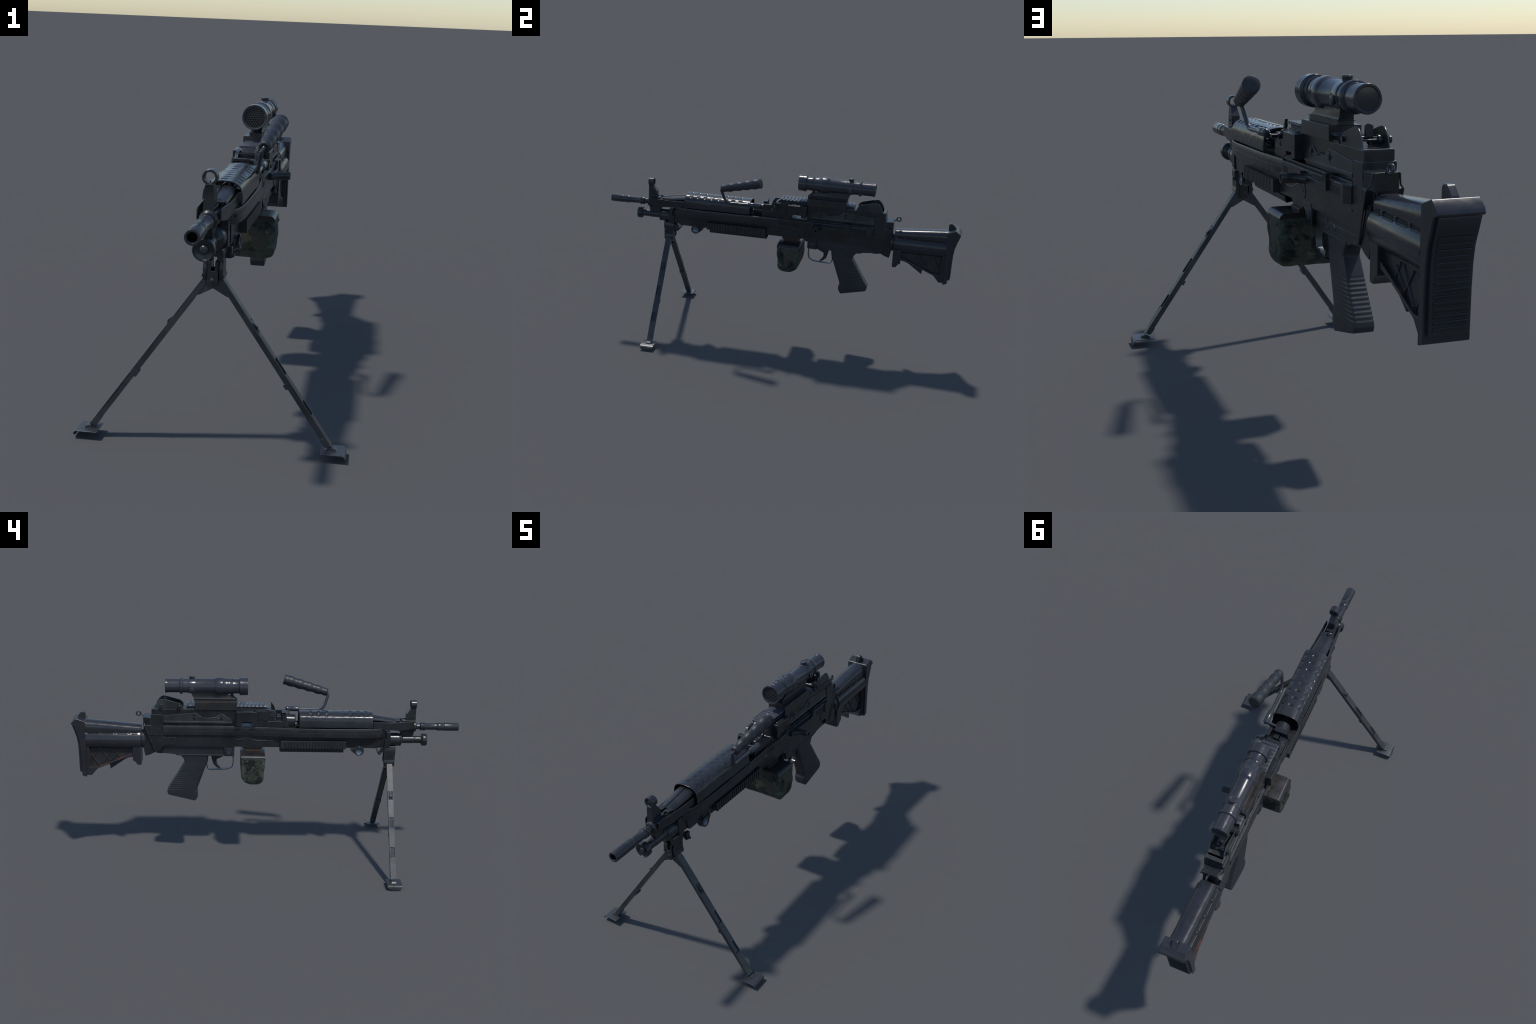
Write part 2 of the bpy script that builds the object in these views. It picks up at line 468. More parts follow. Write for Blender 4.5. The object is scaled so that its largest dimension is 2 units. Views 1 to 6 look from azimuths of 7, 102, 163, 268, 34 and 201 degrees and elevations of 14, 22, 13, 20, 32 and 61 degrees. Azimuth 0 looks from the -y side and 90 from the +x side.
# pressed side panels with crossed ridges
m = Mesh()
pan = [(-.0595, .6335), (-.0595, .6865), (.154, .6850), (.1615, .681), (.1650, .674), (.1650, .655), (.1600, .6460), (.150, .6415), (-.02, .6335)]
m.sym(pan, .0370, .0392)
m.done('side_panel', recv, RECV, .0012)
m = Mesh()
for s in (-1, 1):
    X = s * .0394
    m.tube([(X, -.0421, .6635), (X, .050, .6610), (X, .102, .6785), (X, .1335, .6855)], .0016, 8)
    m.tube([(X, .0697, .6849), (X, .102, .6785), (X, .1491, .6640)], .0016, 8)
    m.tube([(X, -.050, .6805), (X, .000, .6800)], .0012, 8)
m.done('panel_ridge', recv, PLATE, 0)

# left flank plain rail, right flank slotted guide with cocking slide
m = Mesh()
m.prism([(.160, .7360), (.160, .7395), (.531, .7395), (.531, .7360)], -.0410, -.0370)
m.prism([(-.0040, .6990), (-.0040, .7320), (.5150, .7320), (.5150, .7000)], .0400, .0535)
m.prism([(-.0040, .7310), (-.0040, .7430), (.531, .7430), (.531, .7310)], .0380, .0452)
m.prism([(-.0040, .7315), (-.0040, .7345), (.515, .7345), (.515, .7315)], .0505, .0545)
m.prism([(.400, .6985), (.400, .7330), (.500, .7330), (.500, .6985)], .0400, .0560)
m.prism([(.040, .493), (.0622, .493), (.0622, .5150), (.0470, .5305), (.040, .5305)], .6890, .7352, 'z')
guide = m.done('cocking_guide', gun, RECV, .0012)
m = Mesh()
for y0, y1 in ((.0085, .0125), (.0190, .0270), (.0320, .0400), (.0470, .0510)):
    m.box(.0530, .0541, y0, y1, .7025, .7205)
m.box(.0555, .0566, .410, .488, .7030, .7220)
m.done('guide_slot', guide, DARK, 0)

m = Mesh()
m.prism([(.1815, .7020), (.1815, .7265), (.1972, .7285), (.205, .722), (.353, .7185), (.366, .7215), (.3765, .734), (.3790, .7465), (.4000, .7475), (.4000, .7030)], .0540, .0655)
m.box(.030, .0655, .3790, .4000, .7435, .7480)
slide = m.done('charging_slide', gun, RECV, .0012)
def hoop(x, cy, cz, ry, rz, n=28, p=2.3):
    out = []
    for i in range(n):
        a = 2 * pi * i / n; c, s = cos(a), sin(a)
        out.append(Vector((x, cy + ry * math.copysign(abs(c) ** (2 / p), c), cz + rz * math.copysign(abs(s) ** (2 / p), s))))
    return out
m = Mesh()
m.rings([hoop(.058, .221, .7100, .030, .0125, p=4), hoop(.066, .221, .7103, .028, .0125, p=4), hoop(.076, .2225, .7115, .0210, .0125, p=3), hoop(.088, .224, .7135, .0150, .0130),
         hoop(.108, .225, .7150, .0128, .0140), hoop(.1275, .225, .7158, .0133, .0152), hoop(.1300, .225, .7158, .0122, .0140), hoop(.1300, .225, .7158, .0085, .0100),
         hoop(.1265, .225, .7158, .0072, .0085), hoop(.110, .225, .7155, .0070, .0082)])
m.done('charging_handle', slide, STEEL, .0008, angle=50)

# ------------------------------------------------------------------ accessory rails on the handguard
m = Mesh()
ys = [-.4120 + .0157 * i for i in range(23)]
m.sym([(-.4115, .6262), (-.4115, .6668), (-.0735, .6668), (-.0735, .6262)], .0370, .0560)
m.box(-.019, .019, -.4050, -.072, .5960, .6275)
m.prism([(-.0240, .612), (-.0240, .6040), (-.019, .5960), (.019, .5960), (.0240, .6040), (.0240, .612), (.019, .617), (-.019, .617)], -.4050, -.072, 'y')
acc = m.done('accessory_rail', gun, RIBM, .0010)
m = Mesh()
for s in (-1, 1):
    m.box(s * .0555, s * .0602, -.4118, -.3960, .6258, .6672)
    for i in range(19):
        y = -.3925 + i * .0158
        m.box(s * .0555, s * .0598, y, y + .0102, .6262, .6670)
    m.box(s * .0555, s * .0602, -.0925, -.0725, .6258, .6672)
for i in range(20):
    y = -.398 + i * .0162
    m.box(-.018, .018, y, y + .0095, .5935, .5975)
m.done('rail_rib', acc, RIBM, .0012)

# sling eyes under the handguard
m = Mesh()
c = (0, -.483, .6125)
for s in (-1, 1):
    m.lathe([(.024, .0262), (.0345, .0270), (.0370, .0262), (.0385, .0222), (.0440, .0222), (.0495, .0245), (.0512, .0232), (.0512, .0200), (.0495, .0174), (.0420, .0165)], c, (s, 0, 0), 32)
m.prism([(-.475, .6280), (-.475, .6000), (-.4560, .6000), (-.4400, .6150), (-.4400, .6280)], -.0440, .0440)
sl = m.done('sling_eye', gun, STEEL2, .0007)
m = Mesh()
for s in (-1, 1):
    m.lathe([(.0400, .0169), (.0478, .0169), (.0462, .0150), (.0445, .0105), (.0435, .0055), (.0432, .001)], c, (s, 0, 0), 28)
m.done('sling_socket', sl, DISH, 0)

# ------------------------------------------------------------------ carrying handle
m = Mesh()
m.lathe([(0, .0065), (.0015, .0118), (.006, .0130), (.050, .0130), (.0515, .0120), (.054, .0120), (.0555, .0130), (.066, .0130), (.0725, .0085), (.0735, .003)],
        (.0690, -.1725, .8030), (0, 1, .02), 28)
m.tube([(.069, -.112, .798), (.046, -.112, .794), (.020, -.113, .789)], .0062, 12)
m.prism([(.012, .778), (.028, .786), (.060, .8015), (.069, .797), (.050, .783), (.020, .768)], -.121, -.106, 'y')
hb = m.done('carry_handle', gun, SHINY, .0008)
m = Mesh()
m.tube([(.0690, -.165, .8030), (.0700, -.2975, .8006), (.0855, -.3225, .8760), (.0935, -.3160, .8900), (.0955, -.300, .8935)], .0075, 14, 7)
m.done('handle_rod', hb, SHINY, 0)
def wavy_grip():
    a, b = Vector((.0925, -.3190, .8880)), Vector((.1178, -.0915, .9490))
    L = (b - a).length
    prof = [(.0035, .0080), (.0005, .0110), (0, .0150), (.0015, .0182), (.005, .0198)]
    for i in range(1, 49):
        t = i / 49
        r = .0207 + .0070 * t + .0017 * cos(2 * pi * 4.6 * t + .4)
        prof.append((.006 + t * (L - .010), r))
    prof += [(L - .0012, .0280), (L, .0265), (L, .012), (L - .0006, .002)]
    mm = Mesh(); mm.lathe(prof, a, b - a, 32)
    return mm.done('handle_grip', hb, GRIP, 0, angle=50)
wavy_grip()

# ------------------------------------------------------------------ feed tray, hinge, feed cover
m = Mesh()
m.prism([(-.0975, .7360), (-.0975, .7692), (-.0080, .7692), (-.0080, .7360)], -.0445, .0445)
m.prism([(-.0965, .7680), (-.0965, .785), (-.0915, .8060), (-.088, .8085), (-.046, .8075), (-.046, .7680)], .0300, .0445)
m.box(-.0370, -.0150, -.0930, -.050, .7680, .7930)
m.box(-.0100, .0110, -.0880, -.052, .7680, .7960)
m.box(-.0420, .0420, -.047, .060, .7390, .7800)
m.prism([(-.0390, .7790), (-.0390, .8040), (-.0340, .8090), (-.0130, .8110), (-.0130, .7790)], -.0310, .0360)
m.prism([(-.0965, .8080), (-.0965, .8165), (-.0755, .8165), (-.0755, .8080)], -.0475, .0152)
# canted strap that holds the collar
m.prism([(-.0750, .8165), (-.0960, .8165), (-.1125, .7370), (-.0900, .7370)], -.0475, -.0415)
m.box(.0090, .0152, -.0960, -.0755, .7930, .8150)
feed = m.done('feed_tray', gun, RECV, .0013)
m = Mesh()
arm = [(.056, .8212), (-.030, .8212)] + [(-.0235 - .0215 * sin(a), .7998 + .0215 * cos(a)) for a in [pi * k / 12 for k in range(1, 12)]] + [(-.0200, .7780), (.010, .7770), (.056, .7800)]
m.sym(arm, .0340, .0450)
m.box(-.0350, .0350, -.0230, .055, .7900, .8240)
m.cyl((-.046, -.027, .8000), (.0795, -.022, .8045), .0055, 16)
m.cyl((-.0464, -.027, .8000), (-.0445, -.027, .8000), .0085, 20)
m.cyl((.0445, -.0235, .8030), (.0580, -.0235, .8030), .0095, 20)
m.done('feed_hinge', feed, RECV, .0010)
m = Mesh()
# small latch tongue and spring leaf at the hinge
m.prism([(-.0480, .8070), (-.0360, .8240), (-.029, .8275), (.008, .8310), (.008, .8270), (-.026, .8235), (-.034, .8130), (-.036, .8070)], -.0440, -.0325)
m.prism([(-.0210, .8525), (-.0290, .8440), (-.0390, .8290), (-.0455, .8090), (-.0300, .8090), (-.0220, .8300)], .0275, .0365)
m.prism([(-.012, .822), (-.012, .828), (.006, .8400), (.006, .822)], -.024, .024)
m.done('cover_latch', feed, RECV, .0010)

m = Mesh()
# box over the feedway: bridge left open at the belt slot
m.sym([(.0540, .7575), (.0540, .8242), (.1568, .8242), (.1568, .7560), (.1285, .7560), (.1285, .7705), (.0790, .7705), (.0790, .7575)], .0340, .0675)
m.box(-.0345, .0345, .0070, .1580, .7800, .8262)
m.done('feed_cover', gun, RECV, .0022)
m = Mesh()
m.box(-.0395, .0395, .1570, .5902, .7530, .8255)
m.box(-.0345, .0345, .1570, .5850, .7350, .7540)
m.box(-.0360, .0360, .0070, .4150, .8250, .8312)
m.prism([(.0720, .8235), (.075, .8262), (.126, .8262), (.129, .8235)], .040, .056)
m.prism([(.0720, .8235), (.075, .8262), (.126, .8262), (.129, .8235)], -.056, -.040)
top = m.done('top_cover', gun, RECV, .0013)
# latch plates on the cover flanks
m = Mesh()
pl = [(.5285, .7560), (.5285, .7600), (.5285, .7925), (.3790, .8080), (.3625, .8082), (.3315, .7850), (.2900, .7790), (.2760, .7802), (.2425, .8014), (.2250, .8014), (.1820, .7740), (.1780, .7560)]
m.sym(pl, .0385, .0430)
m.sym([(.180, .7540), (.180, .7620), (.5285, .7640), (.5285, .7540)], .0385, .0448)
lp = m.done('latch_plate', top, PLATE, .0014)
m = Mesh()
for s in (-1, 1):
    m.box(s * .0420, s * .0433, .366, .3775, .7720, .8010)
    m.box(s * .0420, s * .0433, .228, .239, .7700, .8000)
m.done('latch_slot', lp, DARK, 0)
m = Mesh()
for s in (-1, 1):
    X = s * .0445
    m.cyl((s * .041, .3710, .7850), (s * .0475, .3710, .7850), .0060, 16)
    m.cyl((s * .041, .2340, .7870), (s * .0475, .2340, .7870), .0060, 16)
    m.tube([(X, .3690, .7830), (X, .3300, .7835), (X, .3023, .7882), (X, .2732, .7845), (X, .2360, .7800)], .0011, 8)
    m.cyl((s * .043, .3023, .7882), (s * .0465, .3023, .7882), .0030, 12)
    m.box(s * .042, s * .0440, .366, .3785, .7680, .7705)
m.done('latch_spring', lp, STEEL2, .0004)
# slotted rail on the cover
def rail_section(y, dz=0):
    pts = [(-.0260, .8300), (-.0260, .8365), (-.0390, .8425), (-.0390, .8437), (-.0350, .8480 - dz), (.0350, .8480 - dz), (.0390, .8437), (.0390, .8425), (.0260, .8365), (.0260, .8300)]
    return [Vector((x, y, z)) for x, z in pts]
m = Mesh()
m.rings([rail_section(.0062, .0030), rail_section(.4120, .0030)])
tr = m.done('top_rail', gun, RAILM, .0008)
m = Mesh()
k, y = 0, .0062
while y < .405:
    if y < .158 or y > .362:
        y2 = min(y + .0112, .4124)
        m.rings([[v + Vector((0, 0, .0006)) * (1 if v.z > .84 else 0) for v in rail_section(t)][3:7] +
                 [Vector((.0345, t, .8440)), Vector((-.0345, t, .8440))] for t in (y, y2)])
    y += .0200; k += 1
m.done('rail_tooth', tr, RAILM, .0009)

# ------------------------------------------------------------------ scope and mount
m = Mesh()
m.box(-.0452, .0452, .1535, .3692, .8255, .8655)
m.box(-.0222, .0222, .1535, .3740, .8640, .8768)
mount = m.done('scope_mount', gun, MOUNT, .0013)
m = Mesh()
m.sym([(.1545, .8650), (.1545, .8668), (.3692, .8668), (.3692, .8650)], .0215, .0252)
m.done('mount_seam', mount, SEAM, .0008)
m = Mesh()
def slab(z, y0, y1, hw):
    return [Vector((-hw, y0, z)), Vector((hw, y0, z)), Vector((hw, y1, z)), Vector((-hw, y1, z))]
m.rings([slab(.8760, .1560, .3740, .0222), slab(.8766, .1530, .3770, .0250), slab(.8788, .1530, .3772, .0252), slab(.8798, .1650, .3755, .0218),
         slab(.8880, .1830, .3790, .0195), slab(.9050, .2080, .3880, .0222), slab(.9140, .2150, .3880, .0200)])
m.prism([(.1530, .8790), (.1700, .8890), (.1760, .9050), (.1890, .9060), (.1880, .8960), (.1930, .8860), (.2100, .8790)], -.0085, .0085)
m.box(-.0055, .0055, .194, .212, .8860, .8960)
m.done('mount_foot', mount, MOUNT, .0010)
SZ = .9402
m = Mesh()
m.lathe([(.1000, .0395), (.0993, .0440), (.1003, .0455), (.1220, .0453), (.1225, .0445), (.1240, .0445), (.1245, .0453), (.1385, .0458), (.1410, .0458), (.1420, .0450), (.1440, .0378), (.1475, .0374),
         (.1760, .0378), (.1790, .0385), (.1800, .0392), (.2010, .0398), (.2020, .0408), (.2240, .0418), (.2250, .0425), (.2290, .0448), (.2300, .0450), (.2590, .0450), (.2605, .0446), (.2700, .0392), (.2730, .0382),
         (.3640, .0380), (.3645, .0390), (.3660, .0396), (.4000, .0394), (.4020, .0368), (.4300, .0362), (.4310, .0392), (.4335, .0427), (.4425, .0427), (.4450, .0412), (.4470, .0356),
         (.5060, .0356), (.5075, .0368), (.5115, .0366), (.5130, .0374), (.5185, .0376), (.5205, .0358), (.5205, .0305), (.5180, .0290), (.5150, .0280)], (.0010, 0, SZ), seg=48, cap0=False)
m.lathe([(.1000, .0395), (.1150, .0390)], (.0010, 0, SZ), seg=48, cap0=False)
scope = m.done('scope', gun, SCOPE, .0006)
m = Mesh()
# slanted coil groove lip on the objective bell
ring = []
for i in range(49):
    a = 2 * pi * i / 48
    ring.append((.001 + .0396 * cos(a), .1930 - .0170 * sin(a + .5), SZ + .0396 * sin(a)))
m.tube(ring, .0020, 8, 1)
m.done('objective_ridge', scope, SCOPE, 0)
m = Mesh()
m.lathe([(0, .0135), (.010, .0135), (.0125, .0152), (.0165, .0150), (.0178, .0128), (.0172, .0112), (.0172, .002)], (.001, .3845, .9750), (0, 0, 1), 24)
for s in (-1, 1):
    m.lathe([(0, .0120), (.0100, .0112), (.0105, .0128), (.0150, .0125), (.0163, .0105), (.0163, .002)], (.001 + s * .0295, .3855, .9310), (s, 0, -.05), 24)
m.done('adjustment_knob', scope, SCOPE, .0006)
m = Mesh()
m.lathe([(.5172, .0285), (.5178, .0150), (.5180, .001)], (.001, 0, SZ), seg=40)
m.lathe([(.1130, .0392), (.1125, .001)], (.001, 0, SZ), seg=40)
m.done('scope_lens', scope, LENS, 0)
# honeycomb glare filter: every cell is a little open tube
m = Mesh()
R, wall, p = .0052, .00075, .0090
for r in range(-6, 7):
    for q in range(-6, 7):
        cx, cz = p * (q + .5 * (r % 2)), p * .866 * r
        if math.hypot(cx, cz) > .0372: continue
        rings = []
        for (rad, y) in ((R + .0001, .1088), (R + .0001, .1040), (R - wall, .1036), (R - wall, .1090)):
            rings.append([Vector((.001 + cx + rad * cos(pi / 6 + pi / 3 * i), y, SZ + cz + rad * sin(pi / 6 + pi / 3 * i))) for i in range(6)])
        m.rings(rings, False, False)
m.lathe([(.1085, .0392), (.1034, .0392), (.1034, .0368), (.1085, .0368)], (.001, 0, SZ), seg=48, cap0=False, cap1=False)
m.done('honeycomb_filter', scope, HONEY, 0, angle=20)

# ------------------------------------------------------------------ rear sight
m = Mesh()
ear = [(.4300, .8240), (.4300, .8385), (.4370, .8490), (.4480, .8565), (.5100, .8735), (.5285, .8770), (.5340, .8765), (.5430, .8745), (.5530, .8655), (.5650, .8480), (.5735, .8240)]
m.sym(ear, .0322, .0358)
m.box(-.033, .033, .425, .575, .8240, .8275)
m.box(-.0380, .0380, .5640, .5900, .8240, .8275)
rs = m.done('rear_sight', gun, PLATE, .0009)
m = Mesh()
m.lathe([(.0340, .0075), (.0440, .0075), (.0450, .0100), (.0500, .0100), (.0515, .0085)], (0, .5400, .8440), (-1, 0, 0), 20)
m.lathe([(.0340, .0080), (.0420, .0080), (.0430, .0108), (.0475, .0108), (.0490, .0092)], (0, .4490, .8390), (-1, 0, 0), 20)
m.lathe([(.0340, .0060), (.0400, .0075), (.0420, .0075)], (0, .4490, .8390), (1, 0, 0), 20)
m.cyl((-.034, .5400, .8440), (.034, .5400, .8440), .0028, 14)
m.cyl((-.034, .4500, .8390), (.034, .4500, .8390), .0062, 16)
m.lathe([(.0165, .0100), (.0175, .0125), (.0270, .0125), (.0280, .0105)], (0, .5350, .8440), (-1, 0, 0), 20)
m.cyl((-.006, .520, .8520), (-.006, .520, .8290), .006, 12)
m.box(-.0245, -.0055, .528, .540, .8410, .8515)
m.prism([(.4900, .8240), (.4550, .8380), (.4600, .8420), (.4980, .8275)], -.010, .010)
m.done('sight_knob', rs, STEEL, .0007)
m = Mesh()
m.prism([(-.0105, .8500), (.0080, .8500), (.0082, .8770), (-.0012, .8818), (-.0112, .8770)], .5145, .5270, 'y')
m.done('sight_leaf', rs, STEEL, .0009)

# ------------------------------------------------------------------ rear end of the receiver
m = Mesh()
m.prism([(.5342, .6870), (.5342, .7985), (.5930, .7985), (.5930, .6870)], -.0445, .0445)
side = [(.0418, .5900), (.0412, .6000), (.0385, .6070), (.0350, .6180), (.0335, .6260), (.0335, .6320), (.0300, .6345)]
m.prism(side + [(-x, y) for x, y in side[::-1]], .7330, .7785, 'z')
m.prism([(.5900, .6870), (.5900, .7385), (.6262, .7385), (.6250, .7330), (.6060, .6870)], -.0445, .0445,
        taper=lambda v: Vector((v.x * (1 + max(0, v.y - .59) * 2.2), v.y, v.z)))
m.prism([(.5342, .6250), (.5342, .6868), (.6060, .6868), (.5815, .6200), (.5690, .5960), (.5500, .6000)], -.0410, .0410)
m.prism([(.5270, .6270), (.5270, .5822), (.5500, .5810), (.5740, .5855), (.5800, .6200)], -.0245, .0245)
end = m.done('end_plate', gun, RECV, .0014)
m = Mesh()
m.prism([(.6000, .6845), (.6120, .7010), (.6300, .7010), (.6320, .6030), (.6250, .5715), (.6000, .5790), (.5680, .5960), (.5700, .6200)], -.0385, .0385)
m.prism([(.5950, .6900), (.5950, .7400), (.6315, .7400), (.6305, .6000), (.6000, .6000)], -.0305, .0305)
m.prism([(.6310, .6900), (.6310, .7550), (.6335, .7550), (.6335, .6900)], -.0240, .0240)
m.prism([(.4700, .6380), (.4655, .6460), (.4655, .6660), (.4720, .6760), (.5050, .6750), (.5200, .6700), (.5342, .6840), (.5342, .6270), (.5180, .6330), (.4850, .6350)], -.0402, -.0370)
pc = [(.4930, .6330), (.4880, .6450), (.4890, .6600), (.4970, .6710), (.5120, .6730), (.5240, .6680), (.5342, .6800), (.5342, .6270), (.5100, .6270)]
m.prism(pc, .0370, .0402)
m.done('stock_adaptor', end, RECV, .0012)
m = Mesh()
for s in (-1, 1):
    X = s * .0452
    m.tube([(X * .76, .6330, .7770), (X * .84, .6290, .7480), (X * 1.06, .6250, .7368), (X * 1.02, .6045, .6845), (X * .97, .5800, .6195), (X * .92, .5680, .5950)], .0024, 8)
    m.cyl((s * .0440, .5900, .7215), (s * .0458, .5900, .7215), .0045, 16)
    m.cyl((s * .0440, .5512, .7212), (s * .0450, .5512, .7212), .0045, 16)
m.cyl((.0200, .5445, .5985), (.0375, .5445, .5985), .0072, 20)
m.cyl((.0370, .5445, .5985), (.0392, .5445, .5985), .0055, 20)
m.done('end_rivet', end, RECV, .0005)
m = Mesh()
m.torus((.0012, .6592, .7893), (1, .12, .15), .0108, .0040, 32, 12)
m.cyl((.001, .633, .7770), (.001, .6505, .7850), .0032, 12)
m.done('sling_ring', end, SHINY, 0)

# ------------------------------------------------------------------ trigger group
m = Mesh()
m.prism([(.1645, .6265), (.1645, .5700), (.4455, .5705), (.4655, .5710), (.4705, .5765), (.5280, .5828), (.5280, .6265)], -.0245, .0245)
m.prism([(.2250, .5900), (.2250, .6050), (.5200, .6070), (.5200, .5930)], -.0252, .0252)
m.prism([(.1660, .5702), (.1660, .5765), (.4440, .5770), (.4440, .5707)], -.0272, .0272)
m.prism([(.1650, .6265), (.1650, .5720), (.2150, .5720), (.2180, .6265)], -.0340, .0240)
frame = m.done('trigger_housing', gun, FRAME, .0016)
m = Mesh()
m.prism([(.1455, .6290), (.1500, .6355), (.2000, .6385), (.2120, .6360), (.2165, .6290), (.2170, .5718), (.1680, .5745), (.1680, .6120), (.1455, .6210)], .0340, .0395)
m.lathe([(.0330, .0165), (.0375, .0165), (.0382, .0150), (.0382, .0120), (.0365, .0110)], (0, .1926, .5985), (-1, 0, 0), 28)
for y, z, r in ((.3063, .6130, .0045), (.3077, .5905, .0045), (.3647, .6000, .0080)):
    m.lathe([(.023, r * 1.25), (.0258, r * 1.2), (.0275, r * .8), (.0280, .001)], (0, y, z - .003), (1, 0, 0), 18)
m.done('take_down_plate', frame, RECV, .0009)
m = Mesh()
m.lathe([(.0385, .0098), (.0405, .0098), (.0425, .0075), (.0432, .001)], (0, .1935, .5990), (1, 0, 0), 22)
m.lathe([(.0340, .0105), (.0372, .0102), (.0376, .001)], (0, .1926, .5985), (-1, 0, 0), 22)
m.done('take_down_pin', frame, SHINY, 0)

def ribbon(pts, half_w, t):
    """flat strip bent along a side-view line"""
    P = [Vector((0, y, z)) for y, z in pts]
    rings = []
    for i, q in enumerate(P):
        d = (P[min(i + 1, len(P) - 1)] - P[max(i - 1, 0)]).normalized()
        nn = Vector((0, -d.z, d.y)) * t / 2
        rings.append([q + nn + Vector((-half_w, 0, 0)), q + nn + Vector((half_w, 0, 0)), q - nn + Vector((half_w, 0, 0)), q - nn + Vector((-half_w, 0, 0))])
    return Mesh().rings(rings)
m = ribbon([(.3015, .5720), (.3042, .5400), (.3085, .5180), (.3070, .5030), (.3010, .4930), (.2890, .4872), (.2400, .4890), (.1975, .4925), (.1755, .5050), (.1695, .5285), (.1715, .5750)], .0098, .0048)
m.done('trigger_guard', frame, SHINY, .0006)
m = Mesh()
m.prism([(.2870, .5760), (.2852, .5600), (.2800, .5380), (.2727, .5155), (.2554, .4990), (.2360, .4925), (.2357, .4975), (.2531, .5170), (.2572, .5301), (.2557, .5457), (.2400, .5530), (.2250, .5604), (.2200, .5760)], -.0065, .0065)
m.done('trigger', frame, STEEL, .0016)

# pistol grip: stacked rounded sections, grooves pressed into the back half
def pistol_grip():
    st = [((.4464, .5760), (.2992, .5760), .0250), ((.4440, .5690), (.2995, .5670), .0245), ((.4305, .5548), (.3022, .5540), .0246), ((.4228, .5390), (.3056, .5400), .0248), ((.4222, .5330), (.3075, .5300), .0250),
          ((.4300, .5190), (.3115, .5150), .0262), ((.4715, .4500), (.3365, .4430), .0280), ((.5080, .3900), (.3575, .3840), .0293),
          ((.5135, .3790), (.3590, .3740), .0296), ((.5155, .3670), (.3535, .3600), .0298), ((.5120, .3550), (.3545, .3400), .0298), ((.5080, .3520), (.3665, .3188), .0293)]
    acc = [0]
    for a, b in zip(st, st[1:]):
        acc.append(acc[-1] + math.hypot(a[0][0] - b[0][0], a[0][1] - b[0][1]) * .5 + math.hypot(a[1][0] - b[1][0], a[1][1] - b[1][1]) * .5)
    N, n = 150, 56
    rings = []
    for k in range(N + 1):
        s = acc[-1] * k / N
        i = max(j for j in range(len(acc) - 1) if acc[j] <= s + 1e-9)
        t = (s - acc[i]) / (acc[i + 1] - acc[i])
        lerp = lambda a, b: a + (b - a) * t
        r0 = Vector((lerp(st[i][0][0][0], st[i + 1][0][0][0]) if 0 else lerp(st[i][0][0], st[i + 1][0][0]), lerp(st[i][0][1], st[i + 1][0][1])))
        f0 = Vector((lerp(st[i][1][0], st[i + 1][1][0]), lerp(st[i][1][1], st[i + 1][1][1])))
        w = lerp(st[i][2], st[i + 1][2])
        mid, hv = (r0 + f0) / 2, (r0 - f0) / 2
        z = mid.y
        zone = max(0, min(1, (.487 - z) / .012)) * max(0, min(1, (z - .372) / .006))
        rg = zone * (.5 + .5 * cos(2 * pi * (z - .372) / .0108))
        ring = []
        for q in range(n):
            a = 2 * pi * q / n; c, sn = cos(a), sin(a)
            pw = 11 if c > 0 else 7 + 7 * max(0, min(1, (.400 - z) / .03))
            u = math.copysign(abs(c) ** (2 / pw), c); x = math.copysign(abs(sn) ** (2 / pw), sn)
            back = max(0, min(1, (u + .05) / .35))
            inset = .0016 * rg * back
            flat = max(0, 1 - max(0, u + .2)) if u < -.2 else 1
            pos = mid + hv * u * (1 - inset / hv.length * (abs(u) > .95) * (abs(sn) < .62))
            ring.append(Vector((x * (w - inset * (abs(x) > .9) * (1 - .8 * (u < .2))), pos.x, pos.y)))
        rings.append(ring)
    mm = Mesh(); mm.rings(rings)
    return mm.done('pistol_grip', gun, GRIP, 0, angle=38)
pistol_grip()

# ------------------------------------------------------------------ ammunition pouch
def pouch():
    st = [(.5860, .0052, .1290, .1040), (.5700, .0050, .1288, .1045), (.5400, .0062, .1286, .1040), (.5050, .0115, .1285, .1022), (.4750, .0125, .1240, .1012), (.4620, .0160, .1170, .0990),
          (.4520, .0220, .1060, .0955), (.4440, .0330, .0940, .0900), (.4370, .0470, .0830, .0800), (.4338, .0580, .0720, .0600)]
    N, n = 72, 120
    rings = []
    for k in range(N + 1):
        s = (len(st) - 1) * k / N
        i = min(int(s), len(st) - 2); t = s - i
        z, a, b, w = [st[i][j] * (1 - t) + st[i + 1][j] * t for j in range(4)]
        ring = []
        for q in range(n):
            an = 2 * pi * q / n; c, sn = cos(an), sin(an)
            pw = 14 - 6 * max(0, (.47 - z) / .04)
            x = w * math.copysign(abs(c) ** (2 / pw), c)
            y = (a + b) / 2 + (b - a) / 2 * math.copysign(abs(sn) ** (2 / pw), sn)
            v = Vector((x, y, z))
            d = Vector((x / .1, (y - .067) / .06, 0))
            d.normalize()
            fall = max(0, min(1, (.584 - z) / .02))
            f = noise.noise(Vector((x * 22, y * 22, z * 14))) * .0030 + noise.noise(Vector((x * 60, y * 60, z * 30 + 9))) * .0012
            if abs(x) > .09: f += .0010 * sin(z * 95 + y * 20)
            v += d * (f + .0018) * fall
            if z < .47: v.z += noise.noise(Vector((x * 30, y * 30, 3))) * .003
            ring.append(v)
        rings.append(ring)
    mm = Mesh(); mm.rings(rings)
    return mm.done('ammunition_pouch', gun, CAMO, 0, angle=60)
pouchb = pouch()
pouchb.location = (0, .001, -.003)
m = Mesh()
lid = [(-.1036, .5845), (-.1036, .5872), (-.1000, .5945), (-.0935, .6000), (-.0880, .6018), (.0880, .6018), (.0935, .6000), (.1000, .5945), (.1036, .5872), (.1036, .5845)]
m.prism(lid, .0055, .1292, 'y')
